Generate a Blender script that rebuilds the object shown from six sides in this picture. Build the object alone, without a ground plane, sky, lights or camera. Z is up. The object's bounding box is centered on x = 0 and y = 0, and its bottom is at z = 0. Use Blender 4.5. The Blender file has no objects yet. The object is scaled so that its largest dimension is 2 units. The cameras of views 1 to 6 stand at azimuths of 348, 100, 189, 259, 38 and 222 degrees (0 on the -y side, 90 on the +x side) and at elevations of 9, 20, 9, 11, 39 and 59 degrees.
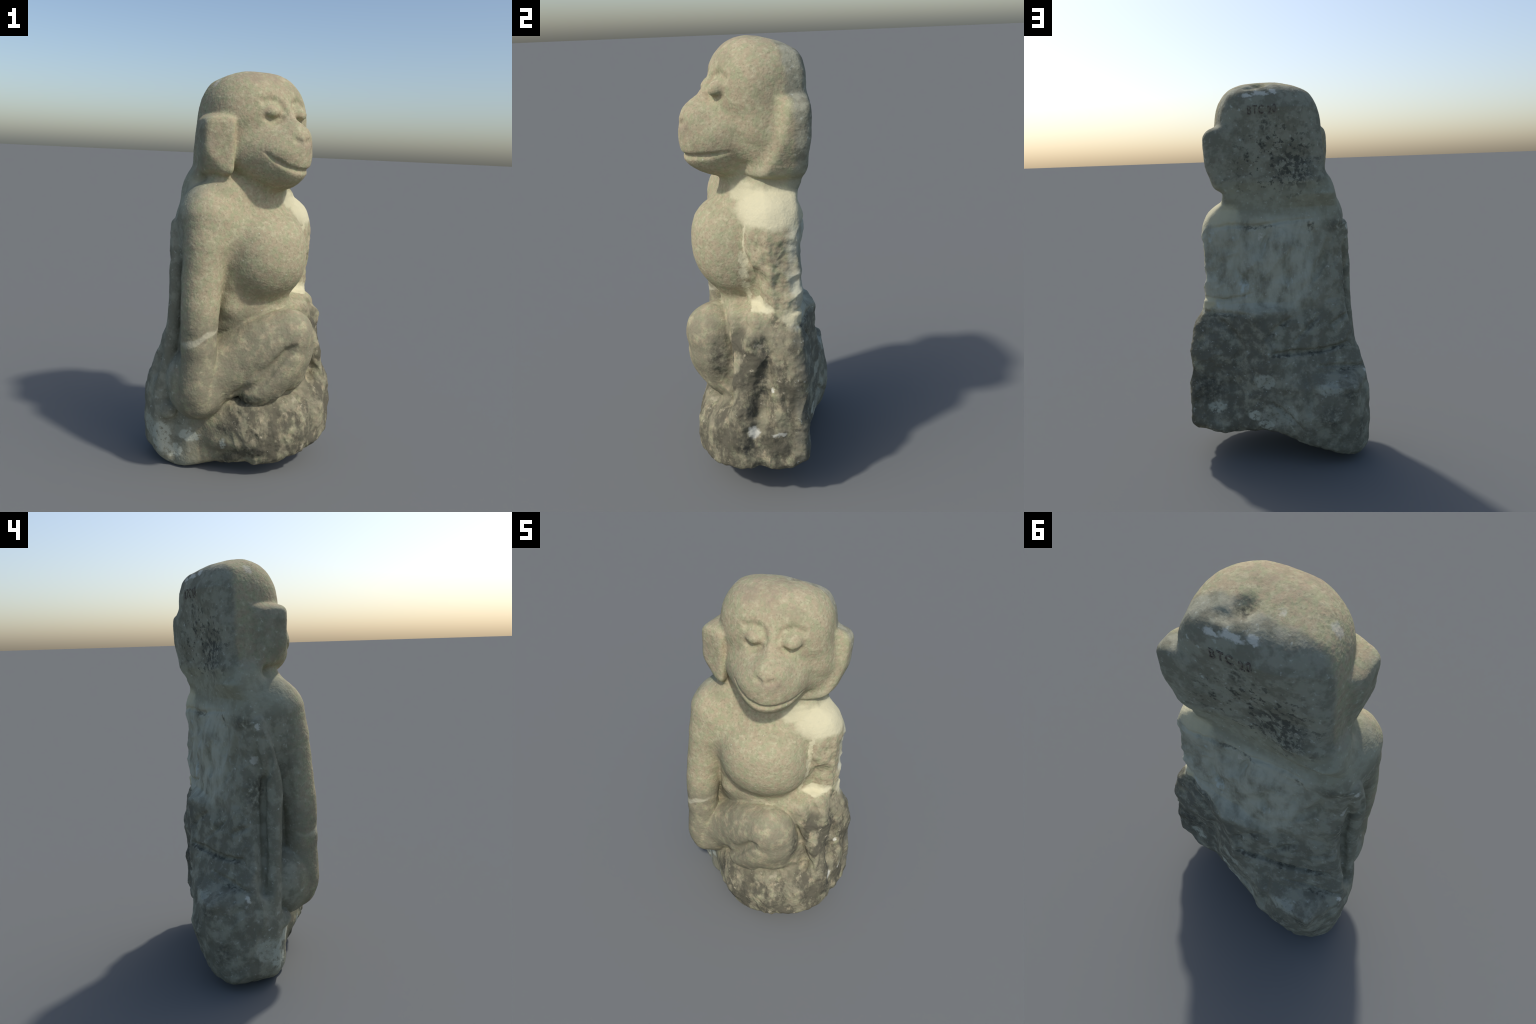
"""Carved sandstone monkey, seated, broken along its left side.

The stone is modelled as one signed distance field (blocks with profiles, ellipsoids,
tapered limbs, chiselled grooves), meshed once, roughened, and then divided into its
anatomical parts.  Modelling frame: x = the animal's left, -y = its front, z = up;
the whole figure stands turned 13 degrees in the set.
"""
import math
import bpy
import numpy as np
from mathutils import Vector
from mathutils.bvhtree import BVHTree

YAW = math.radians(13.0)
H = 0.0062                                   # size of a field cell
LO = np.array([-0.56, -0.42, -0.06])
HI = np.array([0.58, 0.42, 2.05])
N = np.ceil((HI - LO) / H).astype(int) + 1
AX = [(LO[i] + H * np.arange(N[i])).astype(np.float32) for i in range(3)]

PARTS = ["torso", "neck", "head", "muzzle", "ear", "eye", "arm", "hand",
         "thigh", "calf", "tail", "rock_base"]


# ------------------------------------------------------------------ noise
_rng = np.random.default_rng(20)
_PERM = np.concatenate([_rng.permutation(256)] * 3)
_GRAD = _rng.normal(size=(256, 3))
_GRAD /= np.linalg.norm(_GRAD, axis=1)[:, None]


def noise(p, scale, shift=0.0):
    """Gradient noise, about -1..1, at the points p."""
    q = np.asarray(p, np.float64) * scale + shift
    i = np.floor(q).astype(int)
    f = q - i
    u = f * f * f * (f * (f * 6 - 15) + 10)
    out = 0
    for dx in (0, 1):
        for dy in (0, 1):
            for dz in (0, 1):
                h = _PERM[_PERM[_PERM[(i[..., 0] + dx) & 255] + ((i[..., 1] + dy) & 255)] + ((i[..., 2] + dz) & 255)]
                g = _GRAD[h]
                d = g[..., 0] * (f[..., 0] - dx) + g[..., 1] * (f[..., 1] - dy) + g[..., 2] * (f[..., 2] - dz)
                w = (u[..., 0] if dx else 1 - u[..., 0]) * (u[..., 1] if dy else 1 - u[..., 1]) * (u[..., 2] if dz else 1 - u[..., 2])
                out = out + w * d
    return out * 1.6


def fbm(p, scale, octaves=3, shift=0.0, gain=0.5):
    a, s, t = 1.0, 0.0, 0.0
    for o in range(octaves):
        s = s + a * noise(p, scale * 2.03 ** o, shift + 7.3 * o)
        t += a
        a *= gain
    return s / t


def smooth(e0, e1, x):
    t = np.clip((x - e0) / (e1 - e0), 0, 1)
    return t * t * (3 - 2 * t)


def profile(t, *points):
    """Smooth (monotone cubic) curve through the control points (t, value)."""
    k = np.array(points, float)
    k = k[np.argsort(k[:, 0])]
    xs, ys = k[:, 0], k[:, 1]
    h, dl = np.diff(xs), np.diff(ys) / np.diff(xs)
    m = np.concatenate([[dl[0]], np.where(dl[1:] * dl[:-1] > 0, 2 * dl[1:] * dl[:-1] / (dl[1:] + dl[:-1] + 1e-12), 0), [dl[-1]]])
    t = np.clip(t, xs[0], xs[-1])
    i = np.clip(np.searchsorted(xs, t) - 1, 0, len(h) - 1)
    u = (t - xs[i]) / h[i]
    return ((1 + 2 * u) * (1 - u) ** 2 * ys[i] + u * (1 - u) ** 2 * h[i] * m[i]
            + u * u * (3 - 2 * u) * ys[i + 1] + u * u * (u - 1) * h[i] * m[i + 1]).astype(np.float32)


# ------------------------------------------------------------------ the field
D = np.full(N, 9.0, np.float32)
LABEL = np.zeros(N, np.uint8)


def smin(a, b, k):
    h = np.maximum(k - np.abs(a - b), 0) / k
    return np.minimum(a, b) - h * h * k * 0.25


def smax(a, b, k):
    return -smin(-a, -b, k)


def window(lo, hi, pad):
    s = []
    for i in range(3):
        a = max(0, int((lo[i] - pad - LO[i]) / H))
        b = min(int(N[i]), int((hi[i] + pad - LO[i]) / H) + 2)
        s.append(slice(a, max(a + 1, b)))
    s = tuple(s)
    return s, AX[0][s[0]][:, None, None], AX[1][s[1]][None, :, None], AX[2][s[2]][None, None, :]


def add(part, lo, hi, dist, k=0.03):
    s, x, y, z = window(lo, hi, 2 * k + 3 * H)
    d = np.broadcast_to(dist(x, y, z), D[s].shape)
    if part is not None:
        LABEL[s] = np.where(d < D[s], PARTS.index(part), LABEL[s])
    D[s] = smin(D[s], d, k)


def cut(lo, hi, dist, k=0.02):
    s, x, y, z = window(lo, hi, 2 * k + 3 * H)
    d = np.broadcast_to(dist(x, y, z), D[s].shape)
    D[s] = smax(D[s], -d, k)


def turned(x, y, z, c, yaw=0.0, pitch=0.0, roll=0.0):
    """Coordinates in a frame at c: yaw about z, then pitch about x, then roll about y (degrees)."""
    a, b, r = (math.radians(v) for v in (yaw, pitch, roll))
    X, Y, Z = x - c[0], y - c[1], z - c[2]
    X, Y = X * math.cos(a) + Y * math.sin(a), -X * math.sin(a) + Y * math.cos(a)
    Y, Z = Y * math.cos(b) + Z * math.sin(b), -Y * math.sin(b) + Z * math.cos(b)
    X, Z = X * math.cos(r) - Z * math.sin(r), X * math.sin(r) + Z * math.cos(r)
    return X, Y, Z


def ellipsoid(c, r, yaw=0, pitch=0, roll=0, power=2.0):
    R = max(r)
    lo, hi = np.array(c) - R, np.array(c) + R

    def dist(x, y, z):
        X, Y, Z = turned(x, y, z, c, yaw, pitch, roll)
        if power == 2.0:
            k0 = np.sqrt((X / r[0]) ** 2 + (Y / r[1]) ** 2 + (Z / r[2]) ** 2) + 1e-6
            k1 = np.sqrt((X / r[0] ** 2) ** 2 + (Y / r[1] ** 2) ** 2 + (Z / r[2] ** 2) ** 2) + 1e-6
            return k0 * (k0 - 1) / k1
        k = (np.abs(X / r[0]) ** power + np.abs(Y / r[1]) ** power + np.abs(Z / r[2]) ** power) ** (1 / power)
        return (k - 1) * min(r)
    return lo, hi, dist


def box(c, half, round_=0.02, yaw=0, pitch=0, roll=0, taper=0.0):
    """Rounded box; taper narrows it towards -z (per metre)."""
    R = float(np.linalg.norm(half))
    lo, hi = np.array(c) - R, np.array(c) + R

    def dist(x, y, z):
        X, Y, Z = turned(x, y, z, c, yaw, pitch, roll)
        t = 1 + taper * Z
        qx, qy, qz = np.abs(X) - half[0] * t + round_, np.abs(Y) - half[1] * t + round_, np.abs(Z) - half[2] + round_
        out = np.sqrt(np.maximum(qx, 0) ** 2 + np.maximum(qy, 0) ** 2 + np.maximum(qz, 0) ** 2)
        return out + np.minimum(np.maximum(qx, np.maximum(qy, qz)), 0) - round_
    return lo, hi, dist


def limb(points, radii, flat=1.0, flat_axis=1):
    """Chain of tapered round segments through the points."""
    P, r = np.array(points, float), list(radii)
    m = max(r) * max(1, flat)
    lo, hi = P.min(0) - m, P.max(0) + m

    def dist(x, y, z):
        d = None
        for i in range(len(P) - 1):
            a, b = P[i], P[i + 1]
            ab = b - a
            t = np.clip(((x - a[0]) * ab[0] + (y - a[1]) * ab[1] + (z - a[2]) * ab[2]) / ab.dot(ab), 0, 1)
            q = np.sqrt((x - a[0] - t * ab[0]) ** 2 + (y - a[1] - t * ab[1]) ** 2 + (z - a[2] - t * ab[2]) ** 2) - (r[i] + (r[i + 1] - r[i]) * t)
            d = q if d is None else np.minimum(d, q)
        return d
    return lo, hi, dist


def curve_points(points, n=4):
    """Catmull-Rom points through the control points."""
    P = np.array(points, float)
    Q = np.vstack([2 * P[0] - P[1], P, 2 * P[-1] - P[-2]])
    out = []
    for i in range(1, len(Q) - 2):
        for t in np.arange(n) / n:
            a, b, c, d = Q[i - 1], Q[i], Q[i + 1], Q[i + 2]
            out.append(0.5 * (2 * b + (c - a) * t + (2 * a - 5 * b + 4 * c - d) * t * t + (3 * b - a - 3 * c + d) * t ** 3))
    return out + [P[-1]]


def sample(p):
    """Field value at the points p."""
    q = (np.asarray(p, float) - LO) / H
    i = np.clip(np.floor(q).astype(int), 0, N - 2)
    f = q - i
    out = 0
    for c in np.ndindex(2, 2, 2):
        w = np.prod(np.where(np.array(c) == 1, f, 1 - f), axis=-1)
        out = out + w * D[i[..., 0] + c[0], i[..., 1] + c[1], i[..., 2] + c[2]]
    return out


def on_surface(p, toward, reach=.22):
    """Slide the points p along the view direction 'toward' until they touch the stone."""
    u = np.array(toward, float)
    u /= np.linalg.norm(u)
    t = np.arange(-reach, reach, H / 3)
    out = []
    for a in p:
        line = np.array(a) + t[:, None] * u
        hit = np.nonzero(sample(line) < 0)[0]
        out.append(line[hit[0]] if len(hit) else np.array(a))
    return out


def groove(points, radius, k=0.012, toward=None, sink=0.0, ends=0.45):
    """Chisel a line; with 'toward' the line is first laid on the surface. Its ends run out shallow."""
    pts = curve_points(points, 6)
    if toward is not None:
        u = np.array(toward, float) / np.linalg.norm(toward)
        pts = [p + u * sink for p in on_surface(pts, toward)]
    t = np.linspace(0, 1, len(pts))
    r = radius * (ends + (1 - ends) * np.clip(np.minimum(t, 1 - t) * 5, 0, 1))
    cut(*limb(pts, r), k=k)


def ridge(part, points, radius, k=0.02):
    pts = curve_points(points)
    add(part, *limb(pts, [radius] * len(pts)), k=k)


# ------------------------------------------------------------------ the stone block
def loft(x, z, *rows):
    """Depth over (x, z), lofted through cross-sections: each row is (z, (x, depth), ...)."""
    zs = np.array([r[0] for r in rows], float)
    lines = [profile(x, *r[1:]) for r in rows]
    i = np.clip(np.searchsorted(zs, np.ravel(z)) - 1, 0, len(zs) - 2).reshape(np.shape(z))
    out = 0
    for n in range(len(rows) - 1):
        t = np.clip((z - zs[n]) / (zs[n + 1] - zs[n]), 0, 1)
        out = out + np.where(i == n, lines[n] * (1 - t) + lines[n + 1] * t, 0)
    return out.astype(np.float32)


def back_face(x, z):
    """Depth of the roughly dressed back: nearly plane above the waist, a panel swelling
    out below it, and a block stepping out at the lower right."""
    return loft(x, z,
                (0.0, (-.47, .2), (-.38, .27), (-.3, .30), (-.1, .28), (.2, .20), (.5, .17)),
                (.25, (-.47, .19), (-.42, .25), (-.37, .325), (-.23, .352), (-.12, .34), (-.05, .30), (.16, .222), (.25, .19), (.35, .178), (.49, .17)),
                (.415, (-.46, .2), (-.41, .245), (-.36, .345), (-.25, .338), (-.12, .32), (.03, .285), (.16, .235), (.28, .175), (.38, .175), (.48, .165)),
                (.475, (-.45, .17), (-.42, .18), (-.3, .225), (-.2, .26), (-.1, .283), (.03, .278), (.16, .238), (.28, .19), (.38, .19), (.48, .17)),
                (.59, (-.43, .14), (-.31, .172), (-.22, .202), (-.1, .235), (.055, .265), (.12, .25), (.25, .208), (.38, .205), (.47, .175)),
                (.67, (-.42, .13), (-.3, .17), (-.1, .225), (.095, .25), (.2, .217), (.38, .19), (.46, .17)),
                (.81, (-.4, .12), (-.27, .165), (-.2, .165), (-.05, .21), (.08, .245), (.17, .24), (.25, .2), (.36, .168), (.46, .15)),
                (.85, (-.4, .12), (-.2, .165), (-.05, .195), (.17, .18), (.37, .163), (.46, .15)),
                (.95, (-.4, .10), (-.3, .145), (-.18, .17), (-.05, .195), (.1, .185), (.25, .175), (.385, .172)),
                (1.05, (-.39, .08), (-.36, .097), (-.22, .15), (0, .17), (.22, .174), (.385, .175)),
                (1.25, (-.4, .07), (-.38, .085), (-.28, .13), (-.17, .155), (0, .15), (.2, .155), (.37, .15)),
                (1.34, (-.37, .08), (-.25, .12), (-.15, .135), (0, .135), (.15, .14), (.3, .15)),
                (1.41, (-.33, .12), (-.25, .165), (-.15, .17), (.009, .15), (.15, .16), (.27, .185)),
                (1.48, (-.3, .115), (-.25, .15), (-.136, .185), (0, .165), (.1, .178), (.3, .21)),
                (1.6, (-.3, .12), (-.22, .15), (-.08, .17), (.019, .178), (.147, .211), (.3, .225)),
                (1.68, (-.3, .13), (-.15, .175), (.063, .2), (.147, .214), (.3, .228)),
                (1.85, (-.3, .08), (-.2, .14), (-.12, .19), (-.013, .215), (.134, .22), (.3, .225)),
                (1.93, (-.3, .04), (-.2, .10), (-.1, .165), (0, .19), (.13, .205), (.3, .2)),
                (2.0, (-.3, .03), (0, .16), (.3, .17)))


def left_face(y, z):
    """The broken left side, slanting inwards to the front."""
    side = profile(z, (0, .47), (.2, .49), (.53, .475), (.72, .455), (.82, .41), (.9, .39), (1.07, .387), (1.2, .385), (1.3, .34), (1.38, .27))
    start = profile(z, (.2, .14), (.75, .12), (.9, .05), (1.2, .03))
    slant = profile(z, (.15, .06), (.3, .12), (.5, .22), (.75, .25), (.83, .5), (.9, 1.1), (1.0, .9), (1.2, .7))
    return side + np.minimum(y - start, 0) * slant


def right_face(z):
    return profile(z, (0, -.39), (.05, -.43), (.12, -.45), (.29, -.458), (.43, -.45), (.62, -.40), (.82, -.35), (1.05, -.35), (1.22, -.355), (1.3, -.33), (1.42, -.29))


def underside(x, y):
    """The statue rests on one corner: the broken bottom rises to the left and is slightly hollow."""
    hollow = 0.06 * np.exp(-((x - .05) / .2) ** 2 - ((y - .22) / .2) ** 2)
    return 0.062 + 0.2 * x + 0.10 * np.maximum(y, 0) + .03 * y + hollow + 0.22 * np.maximum(-.36 - x, 0)


def block(x, y, z):
    d = smax(x - left_face(y, z), right_face(z) - x, .05)
    d = smax(d, y - back_face(x, z), .03)
    front = profile(x, (-.5, .01), (-.37, -.0), (-.34, -.04), (-.31, -.07), (-.26, -.09), (-.1, -.1), (.1, -.09), (.24, -.05), (.3, -.06), (.5, -.06))
    bite = .06 * smooth(.22, .3, x) * smooth(1.14, 1.02, z)
    d = smax(d, front + bite - y, .05)
    d = smax(d, underside(x, y) - z, .05)
    return smax(d, z - 1.42, .04)


add("torso", (-.5, -.15, 0), (.52, .36, 1.44), block, k=.01)


def base(x, y, z):
    """Rough rock under the figure, a lump with five faces."""
    d = smax(x - left_face(y, z), right_face(z) - x, .05)
    d = smax(d, y - back_face(x, z), .03)
    d = smax(d, -.312 + .3 * np.maximum(x - .2, 0) + .3 * np.maximum(z - .24, 0) - y, .06)
    d = smax(d, (x - .45) * .81 - (y + .17) * .59, .06)            # front left face
    d = smax(d, -(x + .17) * .62 - (y + .155) * .78 - profile(z, (0, -.02), (.1, .005), (.18, .05), (.25, .05), (.33, .02)) * smooth(-.33, -.16, x), .05)            # front right face
    top = profile(x, (-.5, .38), (-.2, .38), (0, .37), (.12, .40), (.3, .42), (.5, .46))
    top = top - .7 * np.maximum(-.15 - y, 0) * smooth(.1, .25, x)
    d = smax(d, z - top, .06)
    return smax(d, underside(x, y) - z, .05)


add("rock_base", (-.5, -.33, 0), (.52, .36, .62), base, k=.03)
# broken lump that was the left thigh
add("rock_base", *box((.30, .01, .56), (.11, .11, .24), .05, yaw=10), k=.05)
ridge("rock_base", [(.28, -.08, .80), (.33, -.105, .66), (.40, -.105, .45), (.40, -.12, .2)], .035, k=.05)

# ------------------------------------------------------------------ torso
add("torso", *ellipsoid((.035, -.045, 1.12), (.238, .25, .215), yaw=8, power=2.3), k=.03)
add("torso", *ellipsoid((.05, -.05, 1.04), (.225, .215, .198), yaw=8), k=.05)
add("torso", *ellipsoid((.02, -.02, 1.25), (.25, .14, .125), yaw=8), k=.06)
add("torso", *box((-.01, -.03, .95), (.195, .14, .17), .07, yaw=4), k=.05)
# hips and lap
add("torso", *box((.14, -.02, .79), (.16, .14, .08), .05, yaw=4, roll=6), k=.04)
add("torso", *box((.30, .03, .80), (.08, .09, .075), .04), k=.04)
add("torso", *ellipsoid((-.02, -.06, .78), (.2, .11, .13)), k=.04)
# left shoulder, its arm broken off below
add("torso", *limb([(.14, .05, 1.31), (.275, .085, 1.255)], [.10, .105]), k=.06)
# neck
add("neck", *limb([(.04, .0, 1.28), (.05, .0, 1.52)], [.14, .13]), k=.05)
add("neck", (-.4, -.15, 1.2), (.32, .22, 1.52),
    lambda x, y, z: smax(smax(smax(x - profile(z, (1.2, .33), (1.3, .30), (1.38, .265), (1.5, .28)), profile(z, (1.2, -.355), (1.3, -.34), (1.4, -.315), (1.5, -.30)) - x, .06),
                              y - back_face(x, z), .03), smax(smax(.07 * smooth(.08, .25, x) - y, z - 1.5, .05), 1.24 - z, .08), .06), k=.04)

# ------------------------------------------------------------------ head
HY = 12.0                                                       # the head is turned further left


def skull(x, y, z):
    """Domed above, a straight-sided block with a flat back below."""
    X, Y, Z = turned(x, y, z, (.03, .055, 1.735), HY * .7)
    w = profile(z, (1.44, .30), (1.6, .29), (1.8, .272), (2.0, .272))
    front = profile(z, (1.44, .03), (1.54, .09), (1.65, .19), (1.75, .235), (2.0, .242))
    Y = np.where(Y < 0, Y / front, Y / .3)
    n = profile(z, (1.5, 2.0), (1.75, 2.35))
    r = (np.abs(X / w) ** n + np.abs(Y) ** n) ** (1 / n)
    k = (r ** 2.45 + np.maximum(Z / .268, 0) ** 2.45) ** (1 / 2.45)
    d = smax((k - 1) * .24, y - back_face(x, z), .03)
    d = smax(d, z - 2.016 + .34 * np.maximum(y + .01, 0) + .1 * np.maximum(-x, 0), .06)
    return smax(d, 1.46 - z, .05)


add("head", (-.32, -.25, 1.42), (.36, .28, 2.02), skull, k=.04)
# cheeks and muzzle
add("head", *ellipsoid((.04, -.035, 1.60), (.22, .185, .165), yaw=HY), k=.05)
add("muzzle", *ellipsoid((.085, -.13, 1.595), (.160, .184, .15), yaw=HY), k=.07)
add("muzzle", *ellipsoid((.082, -.118, 1.525), (.125, .175, .10), yaw=HY), k=.04)
add("muzzle", *limb([(.098, -.14, 1.79), (.112, -.175, 1.745), (.135, -.22, 1.68)], [.038, .05, .068]), k=.06)


# ears: thick flaps left standing in the stone
def right_ear(x, y, z):
    outer = profile(z, (1.44, -.26), (1.5, -.275), (1.62, -.29), (1.7, -.29), (1.735, -.285), (1.765, -.255), (1.79, -.18))
    d = smax(outer - x, x + .15, .03)
    d = smax(d, -.155 - .3 * (x + .2) - y, .025)
    d = smax(d, -(x + .251) * .62 - (y + .14) * .5 - (z - 1.554) * .45, .02)
    d = smax(d, y - .02 - .6 * (x + .29), .05)
    return smax(d, smax(z - 1.78 - .1 * y, 1.48 - z, .02), .04)


def left_ear(x, y, z):
    outer = profile(z, (1.36, .24), (1.46, .318), (1.6, .362), (1.7, .365), (1.745, .34), (1.77, .28))
    d = smax(x - outer, .2 - x, .03)
    d = smax(d, (.03 + (x - .29) * .65) + (z - 1.5) * .25 - y, .025)
    d = smax(d, y - back_face(x, z), .04)
    return smax(d, smax(z - 1.77 + .15 * (y - .1), 1.44 - z, .03), .03)


add("head", *ellipsoid((.235, .035, 1.58), (.06, .06, .11)), k=.07)
add("ear", (-.31, -.18, 1.46), (-.14, .08, 1.79), right_ear, k=.02)
add("ear", (.2, .0, 1.42), (.39, .23, 1.79), left_ear, k=.03)

# broken socket in the crown
cut(*ellipsoid((.07, .12, 1.975), (.032, .032, .035)), k=.03)
cut(*ellipsoid((.12, .165, 1.95), (.03, .015, .012)), k=.02)

# brow ridges and lidded eyes
F = np.array([math.sin(math.radians(HY)), -math.cos(math.radians(HY))])
S = np.array([F[1] * -1, F[0]])


def face(side, out, z):
    """A point on the face: metres to its left, metres forward of the head axis."""
    p = np.array([.075, -.005]) + side * S + out * F
    return (p[0], p[1], z)


for s in (-1, 1):
    cut(*ellipsoid(face(s * .08, .225, 1.785), (.06, .045, .045), yaw=HY + s * 16), k=.04)
    add("eye", *ellipsoid(face(s * .085, .152, 1.787), (.042, .036, .036), yaw=HY + s * 14), k=.02)
    # brow: a shallow arc from the root of the nose over the eye, and the crease under the lid
    groove([face(s * .03, .25, 1.80), face(s * .045, .25, 1.835), (face(s * .085, .25, 1.85)), face(s * .13, .25, 1.835)], .005, .03, (-F[0], -F[1], 0), 0, .2)
    groove([face(s * .05, .25, 1.765), face(s * .085, .25, 1.752), face(s * .12, .25, 1.762)], .006, .028, (-F[0], -F[1], 0))
    groove([face(s * .018, .35, 1.655), face(s * .042, .35, 1.665)], .008, .02, (-F[0], -F[1], 0))

# ------------------------------------------------------------------ right arm, hand
arm = curve_points([(-.235, -.085, 1.26), (-.265, -.12, 1.13), (-.285, -.14, .98), (-.30, -.16, .8), (-.302, -.165, .66)])
add("arm", *limb(arm[:4], np.linspace(.132, .114, 4)), k=.08)
add("neck", *ellipsoid((-.16, -.05, 1.41), (.08, .07, .08)), k=.05)
add("arm", *limb(arm[2:], np.linspace(.112, .082, len(arm) - 2)), k=.02)
add("arm", *limb([(0, -.02, 1.39), (-.24, -.07, 1.30)], [.1, .105]), k=.08)
add("hand", *limb(curve_points([(-.302, -.165, .66), (-.30, -.165, .58), (-.305, -.165, .46), (-.29, -.15, .40)], 3), np.linspace(.082, .096, 10)), k=.02)
# tail lying along the side
side = [(-.385, .07, 1.12), (-.395, .055, .95), (-.395, .06, .8), (-.415, .075, .62), (-.44, .09, .47)]
cut(*limb(curve_points(side), [.032] * 17), k=.03)                # hollow behind the tail
groove([(-.37, -.045, 1.1), (-.375, -.065, .95), (-.385, -.06, .8), (-.40, -.04, .62), (-.42, -.03, .45)], .03, .02)
pts = curve_points([(-.345, .06, 1.23), (-.362, .03, 1.1), (-.365, -.003, .95), (-.368, .003, .8), (-.382, .018, .6), (-.395, .03, .42), (-.40, .03, .34)])
add("tail", *limb(pts, [.038] * len(pts)), k=.012)
add("tail", *ellipsoid((-.395, .01, .30), (.045, .07, .05)), k=.02)

# ------------------------------------------------------------------ right leg
leg = curve_points([(-.25, -.06, .475), (-.1, -.105, .555), (.03, -.16, .645), (.15, -.215, .705)])
add("thigh", *ellipsoid((-.265, -.07, .45), (.153, .175, .185)), k=.008)
add("thigh", *limb(leg, np.interp(np.linspace(0, 1, len(leg)), (0, .33, .66, 1), (.17, .16, .158, .132))), k=.01)
add("calf", *limb(curve_points([(.15, -.205, .69), (.12, -.215, .58), (.02, -.19, .47)]), np.linspace(.13, .125, 9)), k=.012)

add("calf", *limb([(.185, -.19, .61), (.165, -.185, .5)], [.115, .10]), k=.03)
# stone left standing between calf, lap and base
add("rock_base", *ellipsoid((.22, -.1, .48), (.1, .09, .16)), k=.04)
cut(*limb([(.45, .02, .86), (.455, -.01, .6), (.455, -.03, .44)], [.035, .045, .035]), k=.03)
cut(*ellipsoid((.34, -.19, .6), (.045, .05, .1)), k=.03)
# hollow below the nape
cut(*ellipsoid((.10, .225, 1.18), (.07, .075, .10)), k=.04)

# chiselled lines
BACK, FRONT, LEFT, RIGHT, TO_FACE = (0, -1, 0), (0, 1, 0), (-1, 0, 0), (1, 0, 0), (-F[0], -F[1], 0)
groove([face(-.16, .2, 1.60), face(-.13, .3, 1.57), face(-.07, .35, 1.535), face(0, .37, 1.522), face(.07, .35, 1.525), face(.12, .3, 1.533), face(.15, .2, 1.545)], .011, .012, TO_FACE, 0, .2)
# folds of the bent leg
groove([(-.13, -.3, .42), (-.03, -.35, .495), (.04, -.38, .585), (.09, -.4, .645), (.13, -.4, .68)], .017, .03, FRONT, .004, .1)
# furrows and cracks in the back
for line, r, k in (([(.09, 674), (.025, 727), (-.05, 772)], .015, .014), ([(-.07, 653), (-.144, 712), (-.2, 766)], .014, .014),
                   ([(.066, 596), (-.023, 593), (-.11, 590), (-.242, 587), (-.35, 613)], .016, .010),
                   ([(-.18, 512), (-.3, 499), (-.43, 478)], .011, .010), ([(-.262, 711), (-.354, 758)], .014, .016),
                   ([(-.264, 1150), (-.235, 1050), (-.172, 942)], .018, .03), ([(-.17, 1240), (-.185, 1160), (-.16, 1080)], .014, .03),
                   ([(-.065, 1117), (-.034, 1049), (-.045, 963)], .015, .025), ([(.045, 1232), (.075, 1150), (.105, 1040)], .013, .025),
                   ([(.20, 1130), (.225, 1037), (.17, 960)], .010, .02), ([(.345, 1252), (.235, 1265), (.124, 1250), (.012, 1266), (-.184, 1281)], .010, .012),
                   ([(.39, 888), (.30, 880), (.22, 884), (.15, 905)], .010, .010), ([(.39, 815), (.28, 808), (.16, 803)], .012, .010),
                   ([(.30, 760), (.22, 640), (.24, 520)], .014, .03), ([(.06, 330), (-.03, 250), (-.09, 200)], .012, .014),
                   ([(-.10, 500), (-.13, 400), (-.12, 300)], .012, .03)):
    groove([(a, .3, b / 1000) for a, b in line], r, k, BACK)
# arris between the left panel and the bedding planes
pts = on_surface(curve_points([(.13, .3, .79), (.09, .3, .674), (.07, .3, .54), (.10, .3, .47)]), BACK)
add("torso", *limb([p - np.array([0, .012, 0]) for p in pts], [.022] * len(pts)), k=.02)
# the tail stands clear of the side of the block
groove([(-.5, .052, 1.17), (-.5, .03, 1.08), (-.5, .045, .95), (-.5, .05, .8), (-.5, .065, .6), (-.5, .085, .45)], .014, .014, RIGHT, .002)


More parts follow.
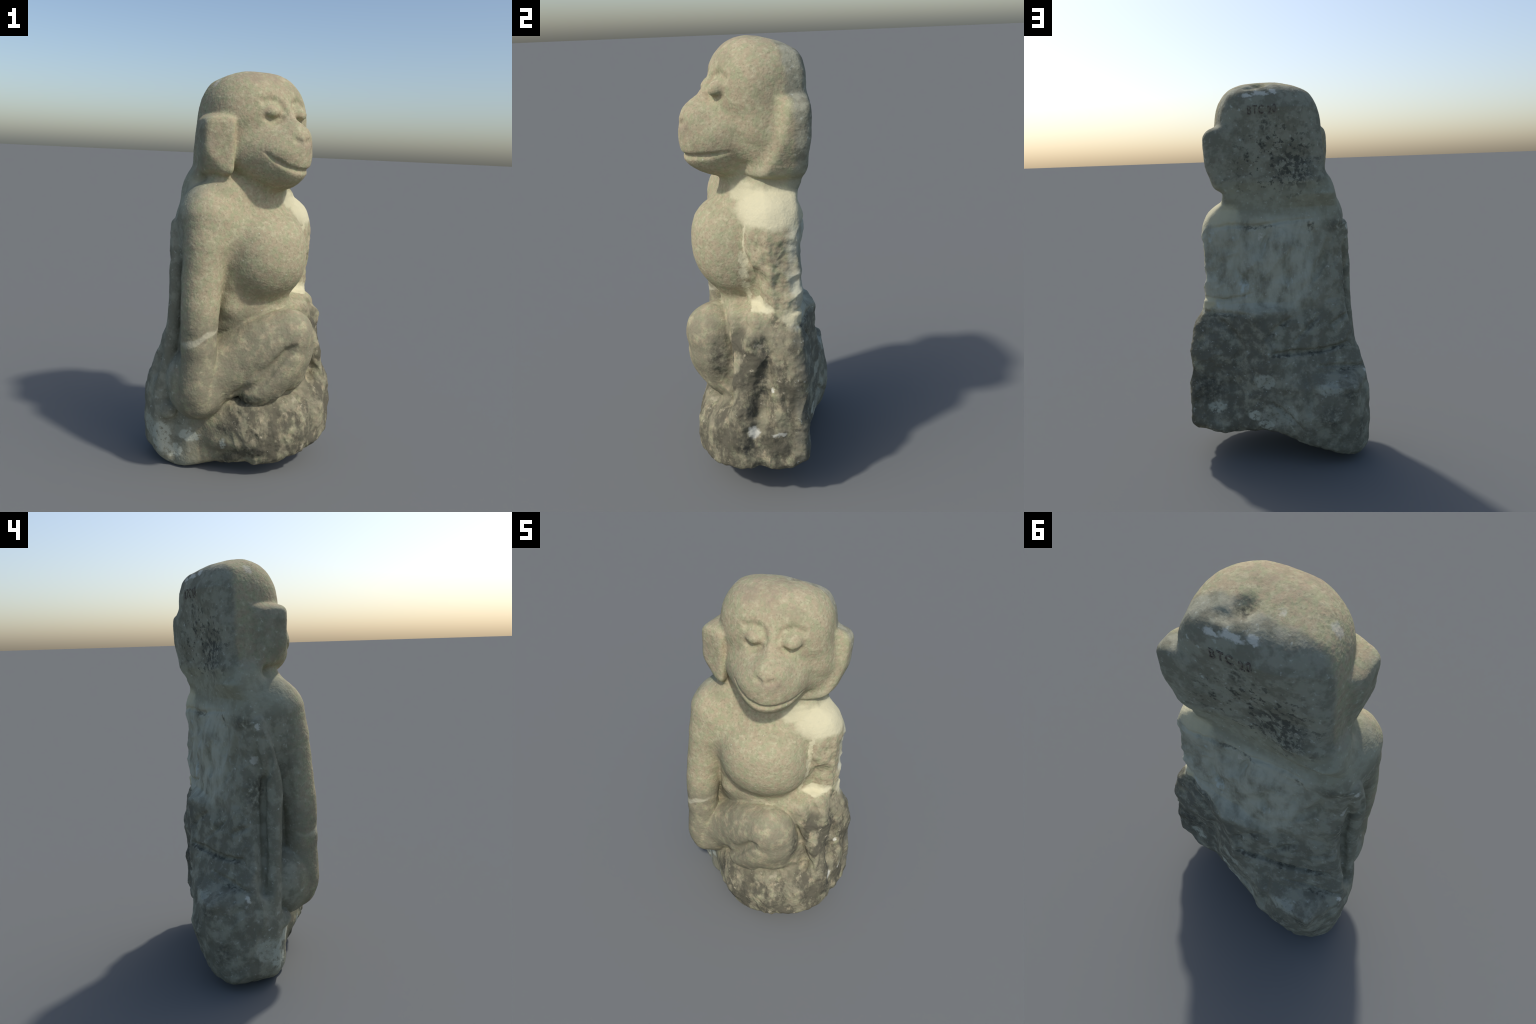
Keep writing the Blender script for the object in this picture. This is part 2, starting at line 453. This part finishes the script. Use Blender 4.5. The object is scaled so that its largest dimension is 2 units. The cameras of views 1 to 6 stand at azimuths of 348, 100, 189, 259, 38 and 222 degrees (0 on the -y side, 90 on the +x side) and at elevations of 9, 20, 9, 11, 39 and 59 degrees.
# ------------------------------------------------------------------ meshing (surface nets)
def surface_nets(f):
    inside = f < 0
    nx, ny, nz = f.shape
    acc = np.zeros((nx - 1, ny - 1, nz - 1, 3), np.float32)
    cnt = np.zeros((nx - 1, ny - 1, nz - 1), np.uint8)
    for axis in range(3):
        others = [a for a in range(3) if a != axis]
        for o1 in (0, 1):
            for o2 in (0, 1):
                s0, s1 = [slice(None)] * 3, [slice(None)] * 3
                s0[axis], s1[axis] = slice(0, -1), slice(1, None)
                for a, o in zip(others, (o1, o2)):
                    s0[a] = s1[a] = slice(o, f.shape[a] - 1 + o)
                a, b = f[tuple(s0)], f[tuple(s1)]
                cross = inside[tuple(s0)] != inside[tuple(s1)]
                idx = np.nonzero(cross)
                t = a[idx] / (a[idx] - b[idx])
                acc[idx + (axis,)] += t
                acc[idx + (others[0],)] += o1
                acc[idx + (others[1],)] += o2
                cnt[idx] += 1
    cells = np.nonzero(cnt)
    vid = np.full(cnt.shape, -1, np.int32)
    vid[cells] = np.arange(len(cells[0]))
    v = np.stack(cells, 1) + acc[cells] / cnt[cells][:, None]
    quads = []
    for axis in range(3):
        s0, s1 = [slice(None)] * 3, [slice(None)] * 3
        s0[axis], s1[axis] = slice(0, -1), slice(1, None)
        i0, i1 = inside[tuple(s0)], inside[tuple(s1)]
        o = [(axis + 1) % 3, (axis + 2) % 3]
        e = np.stack(np.nonzero(i0 != i1), 1)
        e = e[(e[:, o[0]] > 0) & (e[:, o[1]] > 0) & (e[:, o[0]] < f.shape[o[0]] - 1) & (e[:, o[1]] < f.shape[o[1]] - 1)]
        flip = i0[tuple(e.T)]
        corner = []
        for d1, d2 in ((1, 1), (0, 1), (0, 0), (1, 0)):
            c = e.copy()
            c[:, o[0]] -= d1
            c[:, o[1]] -= d2
            corner.append(vid[tuple(c.T)])
        q = np.stack(corner, 1)
        q[~flip] = q[~flip][:, ::-1]
        quads.append(q)
    return v * H + LO, np.vstack(quads)


V, Q = surface_nets(D)


def make_mesh(name, v, q):
    me = bpy.data.meshes.new(name)
    me.vertices.add(len(v))
    me.vertices.foreach_set("co", np.ascontiguousarray(v, np.float32).ravel())
    me.loops.add(q.size)
    me.loops.foreach_set("vertex_index", np.ascontiguousarray(q, np.int32).ravel())
    me.polygons.add(len(q))
    me.polygons.foreach_set("loop_start", np.arange(0, q.size, q.shape[1], dtype=np.int32))
    me.update(calc_edges=True)
    me.validate()
    return me


def coords(me):
    v = np.empty(len(me.vertices) * 3, np.float32)
    me.vertices.foreach_get("co", v)
    return v.reshape(-1, 3).astype(np.float64)


def normals(me):
    v = np.empty(len(me.vertices) * 3, np.float32)
    me.vertex_normals.foreach_get("vector", v)
    return v.reshape(-1, 3).astype(np.float64)


raw = make_mesh("raw_stone", V, Q)
tmp = bpy.data.objects.new("raw_stone", raw)
bpy.context.scene.collection.objects.link(tmp)
sub = tmp.modifiers.new("finer", "SUBSURF")
sub.levels = sub.render_levels = 1
fine = bpy.data.meshes.new_from_object(tmp.evaluated_get(bpy.context.evaluated_depsgraph_get()))
bpy.data.objects.remove(tmp)

P, NR = coords(fine), normals(fine)
x, y, z = P.T


# ------------------------------------------------------------------ surface relief
def relief(P):
    x, y, z = P.T
    rough_base = smooth(.5, .36, z) * smooth(.1, -.1, y + .1 * x) * smooth(-.25, -.1, x)
    upper = smooth(.25, .30, x) * smooth(-.09, -.05, y) * smooth(1.23, 1.18, z) * smooth(.86, .9, z)
    lower = smooth(.24, .31, x) * smooth(.88, .82, z) * smooth(-.3, -.18, y + smooth(.45, .3, z))
    broken = np.maximum(upper, lower)
    back = smooth(.08, .13, y) * smooth(1.32, 1.25, z) * (1 - broken)
    rough = np.clip(np.maximum(rough_base, broken), 0, 1)
    slab = P @ np.array([[.8, .3, -.5], [-.2, .9, .3], [.55, -.1, .8]])       # bedding runs aslant
    crag = 1 - 2.2 * np.abs(fbm(slab * (1, 1, .45), 9, 2, 1.7))               # ridges between hollows
    d = rough * (.016 * fbm(P * (1, 1, .75), 7, 2) + .011 * crag - .004 + .005 * fbm(P, 26, 2, 3.1))
    d += back * (.008 * fbm(P * (1, 1, .6), 10, 3, 5.0) + .008 * (.7 - 2 * np.abs(fbm(slab * (1, 1, .5), 11, 2, 6.0))))
    d += .003 * fbm(P, 12, 2, 9.0, .35) + .0006 * noise(P, 75, 2.0) + .0005 * noise(P, 150, 4.0)
    return d


P = P + NR * relief(P)[:, None]

# set on its lowest point, centred, at two metres
c, s_ = math.cos(YAW), math.sin(YAW)
W = np.stack([P[:, 0] * c - P[:, 1] * s_, P[:, 0] * s_ + P[:, 1] * c, P[:, 2]], 1)
print("world box before placing", W.min(0).round(3), W.max(0).round(3))
P[:, 2] -= P[:, 2].min()
mid = (W.min(0) + W.max(0)) / 2
PLACE = Vector((0, 0, 0))

fine.vertices.foreach_set("co", P.astype(np.float32).ravel())
fine.update()
NR = normals(fine)
print("mesh", len(P), len(fine.polygons))

# ------------------------------------------------------------------ material
class Nodes:
    """Small helper to write node graphs as expressions."""

    def __init__(self, tree):
        self.t = tree
        self.p = self.new("ShaderNodeTexCoord").outputs["Object"]

    def new(self, kind, **kw):
        n = self.t.nodes.new(kind)
        for k, v in kw.items():
            setattr(n, k, v)
        return n

    def put(self, socket, v):
        if isinstance(v, bpy.types.NodeSocket):
            self.t.links.new(v, socket)
        elif isinstance(v, (tuple, list)) and socket.type == "RGBA":
            socket.default_value = (*v, 1)
        else:
            socket.default_value = v

    def math(self, op, *a):
        n = self.new("ShaderNodeMath", operation=op)
        for i, v in enumerate(a):
            self.put(n.inputs[i], v)
        return n.outputs[0]

    def vmath(self, op, *a):
        n = self.new("ShaderNodeVectorMath", operation=op)
        for i, v in enumerate(a):
            self.put(n.inputs[i], v)
        return n.outputs["Value" if op in ("LENGTH", "DOT_PRODUCT") else "Vector"]

    def step(self, v, a, b):
        """Smooth 0..1 as v goes from a to b (a may exceed b)."""
        n = self.new("ShaderNodeMapRange", interpolation_type="SMOOTHSTEP")
        lo, hi, x, y = (a, b, 0.0, 1.0) if a < b else (b, a, 1.0, 0.0)
        for s, val in zip(("Value", "From Min", "From Max", "To Min", "To Max"), (v, lo, hi, x, y)):
            self.put(n.inputs[s], val)
        return n.outputs["Result"]

    def noise(self, scale, detail=4.0, rough=.55, stretch=None, seed=0.0, out="Fac", warp=0.0):
        v = self.p
        if stretch:
            v = self.vmath("MULTIPLY", v, stretch)
        n = self.new("ShaderNodeTexNoise", noise_dimensions="4D")
        for s, val in (("Vector", v), ("W", seed), ("Scale", scale), ("Detail", detail), ("Roughness", rough), ("Distortion", warp)):
            self.put(n.inputs[s], val)
        return n.outputs["Fac" if out == "Fac" else "Color"]

    def mix(self, f, a, b, mode="MIX"):
        n = self.new("ShaderNodeMix", data_type="RGBA", blend_type=mode)
        self.put(n.inputs[0], f)
        self.put(n.inputs[6], a)
        self.put(n.inputs[7], b)
        return n.outputs[2]

    def many(self, op, items):
        out = items[0]
        for i in items[1:]:
            out = self.math(op, out, i)
        return out

    def blob(self, q, c, r, edge=.35):
        """Ellipsoidal patch around c in the (warped) coordinates q."""
        d = self.vmath("LENGTH", self.vmath("DIVIDE", self.vmath("SUBTRACT", q, c), r))
        return self.step(d, 1 + edge, 1 - edge)

    def blobs(self, q, rows, edge=.35):
        return self.many("MAXIMUM", [self.math("MULTIPLY", self.blob(q, r[:3], r[3:6] if len(r) > 5 else (r[3],) * 3, edge), r[-1] if len(r) in (5, 7) else 1.0) for r in rows])


def stone_material():
    m = bpy.data.materials.new("weathered_sandstone")
    m.use_nodes = True
    g = Nodes(m.node_tree)
    shader = m.node_tree.nodes["Principled BSDF"]
    sep = g.new("ShaderNodeSeparateXYZ")
    g.put(sep.inputs[0], g.p)
    x, y, z = sep.outputs

    def warped(amount, scale, seed):
        w = g.vmath("SUBTRACT", g.noise(scale, 4, .6, seed=seed, out="Color"), (.5, .5, .5))
        return g.vmath("ADD", g.p, g.vmath("MULTIPLY", w, (amount,) * 3))
    q = warped(.07, 14, 1.0)
    qf = warped(.05, 38, 2.0)
    qs = g.new("ShaderNodeSeparateXYZ")
    g.put(qs.inputs[0], q)
    qx, qy, qz = qs.outputs

    grain = g.noise(95, 3, .6, seed=3)
    grain2 = g.noise(48, 4, .6, seed=4)
    tint = g.noise(30, 4, .65, seed=5)
    blotch = g.noise(7, 5, .6, seed=6)
    patchy = g.noise(16, 5, .62, seed=7)

    # carved skin of the stone: cream, greenish and pinkish grains
    c = g.mix(g.step(tint, .42, .60), (.365, .305, .20), (.315, .315, .19))
    c = g.mix(g.math("MULTIPLY", g.step(grain2, .44, .72), .8), c, (.45, .415, .275))
    c = g.mix(g.math("MULTIPLY", g.step(grain, .50, .30), .6), c, (.22, .20, .125))
    c = g.mix(g.math("MULTIPLY", g.step(blotch, .48, .70), .55), c, (.23, .205, .13))
    rosy = g.blobs(q, [(.16, -.28, 1.63, .07, .06, .06, .6), (.06, -.1, 1.97, .2, .16, .06, .5), (-.24, -.15, 1.62, .06, .05, .08, .6)], .5)
    c = g.mix(g.math("MULTIPLY", rosy, g.step(patchy, .4, .65)), c, (.26, .20, .15))

    # darker weathered stone: lower body, rock, head
    zone_low = g.math("MULTIPLY", g.step(qz, .92, .76), g.step(g.math("ADD", qy, 0.0), .24, .1))
    zone_low = g.math("MULTIPLY", zone_low, g.step(qx, -.44, -.36))
    low = g.math("MULTIPLY", zone_low, g.step(patchy, .30, .55))
    c = g.mix(g.math("MULTIPLY", low, .7), c, (.165, .155, .11))
    rock = g.math("MULTIPLY", g.math("MAXIMUM", g.math("MULTIPLY", g.step(qz, .44, .34), g.step(qy, .1, -.05)), g.math("MULTIPLY", g.step(qx, .27, .33), g.step(qz, .84, .76))), g.step(qx, -.22, -.14))
    dirt = g.noise(13, 6, .68, stretch=(1, 1, .6), seed=8)
    c = g.mix(g.math("MULTIPLY", g.math("MULTIPLY", rock, g.step(dirt, .42, .56)), .82), c, (.075, .07, .052))
    c = g.mix(g.math("MULTIPLY", g.math("MULTIPLY", rock, g.step(g.noise(22, 5, .6, seed=9), .60, .68)), .7), c, (.40, .36, .26))

    # the back and right side: grey-green tone
    behind = g.math("MAXIMUM", g.step(g.math("SUBTRACT", qy, g.math("MULTIPLY", g.math("MAXIMUM", g.math("SUBTRACT", qx, .2), 0.0), .3)), .09, .13), g.math("MULTIPLY", g.step(qx, -.22, -.33), g.step(qy, -.19, -.05)))
    head_zone = g.step(qz, 1.37, 1.43)
    grey = g.mix(g.step(patchy, .42, .58), (.185, .183, .138), (.285, .286, .22))
    grey = g.mix(g.step(grain2, .58, .75), grey, (.46, .48, .41))
    c = g.mix(g.math("MULTIPLY", behind, .85), c, grey)
    under = g.math("MULTIPLY", g.step(qy, .1, .14), g.step(qz, .83, .78))
    under = g.math("MULTIPLY", under, g.math("ADD", .35, g.math("MULTIPLY", g.step(qx, .02, .12), .5)))
    c = g.mix(g.math("MULTIPLY", under, g.step(patchy, .66, .42)), c, (.13, .128, .10))
    c = g.mix(g.math("MULTIPLY", under, g.step(g.noise(45, 4, .65, seed=16), .60, .70)), c, (.40, .41, .35))
    streak = g.noise(11, 5, .6, stretch=(1.4, 1, .6), seed=10)
    pale = g.many("MULTIPLY", [g.step(qy, .09, .13), g.step(qx, -.30, -.12), g.step(qz, .80, .86), g.step(qz, 1.36, 1.28)])
    c = g.mix(g.math("MULTIPLY", pale, g.math("MULTIPLY", g.step(streak, .28, .62), .85)), c, (.47, .47, .37))
    c = g.mix(g.math("MULTIPLY", pale, g.step(g.noise(9, 4, .6, stretch=(1.2, 1, .8), seed=11), .58, .68)), c, (.46, .51, .46))
    c = g.mix(g.math("MULTIPLY", g.math("MULTIPLY", pale, g.step(streak, .40, .30)), .5), c, (.22, .215, .165))

    # pale patches: left shoulder and nape, ledge at the waist, edge of the break, wrist
    pale_patch = g.blobs(q, [(.29, .05, 1.32, .155, .15, .09, 1.0), (.17, -.02, 1.37, .09, .09, .05, .85),
                        (.31, .01, .905, .085, .08, .026, 1.0), (.37, .13, .87, .05, .06, .04, .9), (.10, -.18, .85, .07, .03, .010, .35)], .18)  # last blob: sunlit strip below the belly, painted as lighter stone
    seam = g.blobs(qf, [(.292, -.061, 1.25, .010, .02, .05), (.288, -.062, 1.18, .011, .022, .05), (.286, -.066, 1.11, .012, .022, .05),
                        (.278, -.07, 1.05, .012, .022, .04), (.262, -.062, .99, .011, .022, .04), (.243, -.05, .94, .010, .022, .03)], .25)
    wrist = g.math("MULTIPLY", g.blob(q, (-.31, -.2, .735), (.12, .09, .05), .3), g.step(g.math("ABSOLUTE", g.math("SUBTRACT", g.math("SUBTRACT", qz, g.math("MULTIPLY", x, .55)), .91)), .026, .012))
    nape = g.math("MULTIPLY", g.math("MULTIPLY", g.step(qz, 1.24, 1.36), g.step(qz, 1.52, 1.46)), g.step(qy, -.16, -.05))
    c = g.mix(g.math("MULTIPLY", nape, .35), c, (.40, .40, .28))
    c = g.mix(g.math("MAXIMUM", pale_patch, g.math("MULTIPLY", seam, .9)), c, g.mix(grain2, (.58, .53, .35), (.51, .485, .335)))
    c = g.mix(g.math("MULTIPLY", wrist, .8), c, (.46, .43, .31))

    # pale lichen crusts and lime
    crust = g.blobs(qf, [(-.425, .02, .16, .05, .07, .085), (-.36, -.01, .09, .05, .05, .035), (-.305, -.07, .18, .055, .06, .03), (-.185, -.22, .15, .022, .03, .06),
                         (-.46, .10, .20, .02, .06, .06, .6), (.357, .19, .31, .05, .05, .035, .8), (.16, .235, .27, .035, .04, .03), (.10, .25, .22, .04, .04, .03, .9),
                         (.10, .265, .46, .06, .05, .04, .7), (-.23, .32, .42, .07, .05, .03, .6), (.02, .28, .28, .12, .06, .06, .5)], .2)
    c = g.mix(g.math("MULTIPLY", crust, g.step(grain2, .36, .5)), c, (.42, .43, .345))
    white = g.blobs(qf, [(.067, .185, 1.925, .045, .03, .012), (.13, .2, 1.917, .03, .02, .010), (.0, .17, 1.937, .022, .03, .012), (-.03, .08, 1.965, .02, .02, .02, .6), (-.175, .02, 1.93, .025, .02, .03, .5),
                         (-.375, .08, 1.238, .012, .014, .016, .9), (-.352, .087, 1.076, .02, .02, .02, .7), (-.436, .18, .457, .016, .016, .018),
                         (.458, -.062, .357, .02, .025, .03), (.478, .046, .35, .015, .03, .012, .8), (.44, .03, .55, .012, .014, .012), (.09, .165, 1.2, .014, .012, .03, .8)], .3)
    c = g.mix(g.math("MULTIPLY", white, .85), c, (.60, .59, .50))
    specks = g.math("MULTIPLY", g.step(g.noise(70, 2, .5, seed=12), .735, .76), .6)
    c = g.mix(specks, c, (.6, .58, .5))

    # dark patches in cracks and hollows, soot-black lichen
    sooty = g.math("MULTIPLY", g.blob(q, (-.02, .2, 1.60), (.24, .1, .2), .45), g.step(g.noise(34, 4, .6, seed=13), .56, .62))
    sooty = g.math("MAXIMUM", sooty, g.math("MULTIPLY", g.blob(q, (-.09, .18, 1.56), (.10, .1, .10), .4), g.step(g.noise(42, 4, .6, seed=14), .45, .54)))
    dark_patch = g.blobs(qf, [(.05, .215, 1.776, .022, .04, .045, .8), (.063, .2, 1.682, .018, .03, .018), (.147, .21, 1.628, .012, .03, .015), (.019, .18, 1.623, .010, .03, .02),
                         (.07, .12, 1.965, .026, .03, .03, .9), (.126, .16, 1.94, .03, .02, .012, .6), (-.172, .155, 1.256, .018, .02, .03, .8), (.1, .16, 1.257, .12, .02, .01, .7), (-.02, .29, .594, .09, .06, .007, .9), (-.18, .25, .588, .09, .06, .007, .9), (-.30, .2, .60, .06, .05, .007, .8), (.05, .26, .70, .03, .05, .008, .7), (.0, .25, .745, .03, .05, .008, .7), (-.1, .25, .685, .02, .05, .010, .6), (-.16, .23, .73, .025, .05, .010, .6), (-.34, .2, .49, .09, .04, .006, .8), (.28, .17, .806, .12, .05, .006, .7),
                         (.41, 0, .716, .03, .02, .08, .8), (.41, -.012, .56, .03, .022, .09, .8), (.43, -.07, .456, .03, .03, .04, .7), (.46, -.10, .29, .03, .035, .05, .9),
                         (.28, -.2, .63, .05, .05, .08, .6), (.389, .05, .85, .03, .02, .04, .7), (.40, .18, .42, .08, .04, .08, .7), (-.23, .35, .28, .05, .05, .06, .6), (-.34, .34, .39, .05, .03, .03, .6),
                         (-.39, .27, .21, .03, .05, .07, .6), (-.17, -.2, .26, .035, .04, .03, .7), (-.08, -.23, .40, .045, .05, .03, .8), (-.047, -.31, .15, .05, .05, .03, .6), (-.35, .08, .93, .03, .05, .08, .6), (-.31, .12, 1.25, .06, .05, .03, .5)], .4)
    dark = g.math("MAXIMUM", g.math("MULTIPLY", sooty, .85), g.math("MULTIPLY", dark_patch, g.step(grain2, .62, .42)))
    c = g.mix(g.math("MULTIPLY", dark, .85), c, (.045, .046, .04))

    g.put(shader.inputs["Base Color"], c)
    g.put(shader.inputs["Roughness"], .92)
    g.put(shader.inputs["Specular IOR Level"], .15)
    bump = g.new("ShaderNodeBump")
    g.put(bump.inputs["Strength"], .35)
    g.put(bump.inputs["Distance"], .004)
    g.put(bump.inputs["Height"], g.math("ADD", g.noise(140, 3, .6, seed=15), g.math("MULTIPLY", grain2, .8)))
    g.put(shader.inputs["Normal"], bump.outputs[0])
    return m


STONE = stone_material()

# ------------------------------------------------------------------ parts
root = bpy.data.objects.new("stone_monkey", None)
root.empty_display_size = .2
root.rotation_euler = (0, 0, YAW)
root.location = PLACE
bpy.context.scene.collection.objects.link(root)
root["label"] = "weathered grey beige sandstone statue of a seated monkey"
root["category"] = "statue"

quads = np.empty(len(fine.loops), np.int32)
fine.loops.foreach_get("vertex_index", quads)
quads = quads.reshape(-1, 4)
centre = P[quads].mean(1)
cell = np.clip(np.round((centre - LO) / H).astype(int), 0, N - 1)
kind = LABEL[tuple(cell.T)]
names = {i: n for i, n in enumerate(PARTS)}


def split_part(name, faces):
    q = quads[faces]
    used, inv = np.unique(q, return_inverse=True)
    me = make_mesh(name, P[used], inv.reshape(q.shape))
    me.polygons.foreach_set("use_smooth", np.ones(len(q), bool))
    me.normals_split_custom_set_from_vertices(NR[used].tolist())
    me.materials.append(STONE)
    ob = bpy.data.objects.new(name, me)
    ob.parent = root
    bpy.context.scene.collection.objects.link(ob)
    return ob


for i, n in names.items():
    sel = kind == i
    if n in ("ear", "eye"):
        cx = .03 if n == "ear" else .12
        for side in (centre[:, 0] < cx, centre[:, 0] >= cx):
            if (sel & side).sum():
                split_part(n, np.nonzero(sel & side)[0])
    elif sel.sum():
        split_part(n, np.nonzero(sel)[0])


def painted_number(text, centre, width, height):
    """Inventory number painted on the back of the head: letters laid on the stone."""
    tree = BVHTree.FromPolygons([Vector(p) for p in P[used_near]], near_faces.tolist())
    rng = np.random.default_rng(5)
    verts, faces = [], []
    pen = 0.0
    for ch in text:
        if ch == " ":
            pen += .35
            continue
        cu = bpy.data.curves.new("letter", "FONT")
        cu.body, cu.size, cu.offset = ch, 1.0, .015
        ob = bpy.data.objects.new("letter", cu)
        me = bpy.data.meshes.new_from_object(ob)
        v = np.array([p.co for p in me.vertices])
        tilt = rng.normal(0, .05)
        w = v[:, 0].max() - v[:, 0].min()
        v[:, 0] += pen - v[:, 0].min()
        v[:, 1] += tilt * v[:, 0] * .2 + rng.normal(0, .03)
        pen += w + .14
        n = len(verts)
        verts += v.tolist()
        faces += [[i + n for i in f.vertices] for f in me.polygons]
        bpy.data.objects.remove(ob)
        bpy.data.meshes.remove(me)
        bpy.data.curves.remove(cu)
    v = np.array(verts)
    v[:, 0] = centre[0] - (v[:, 0] / pen - .5) * width
    zz = centre[1] + (v[:, 1] / .7 - .5) * height
    lay = []
    for a, b in zip(v[:, 0], zz):
        hit = tree.ray_cast(Vector((a, .5, b)), Vector((0, -1, 0)))
        lay.append((a, (hit[0].y if hit[0] else centre[2]) + .0012, b))
    me = bpy.data.meshes.new("inventory_number")
    me.from_pydata(lay, [], faces)
    ob = bpy.data.objects.new("inventory_number", me)
    paint = bpy.data.materials.new("faded_brown_paint")
    paint.use_nodes = True
    g = Nodes(paint.node_tree)
    b = paint.node_tree.nodes["Principled BSDF"]
    g.put(b.inputs["Base Color"], g.mix(g.step(g.noise(90, 4, .65, seed=31), .40, .58), (.085, .065, .05), (.20, .185, .14)))
    g.put(b.inputs["Roughness"], .9)
    me.materials.append(paint)
    mod = ob.modifiers.new("thickness", "SOLIDIFY")
    mod.thickness = .002
    mod.offset = 0
    ob.parent = root
    bpy.context.scene.collection.objects.link(ob)


near = np.nonzero((centre[:, 1] > .1) & (centre[:, 2] > 1.75) & (centre[:, 2] < 1.95))[0]
used_near, inv_near = np.unique(quads[near], return_inverse=True)
near_faces = inv_near.reshape(-1, 4)
painted_number("BTC 20", (.06, 1.848, .217), .15, .042)
bpy.data.meshes.remove(fine)
bpy.data.meshes.remove(raw)
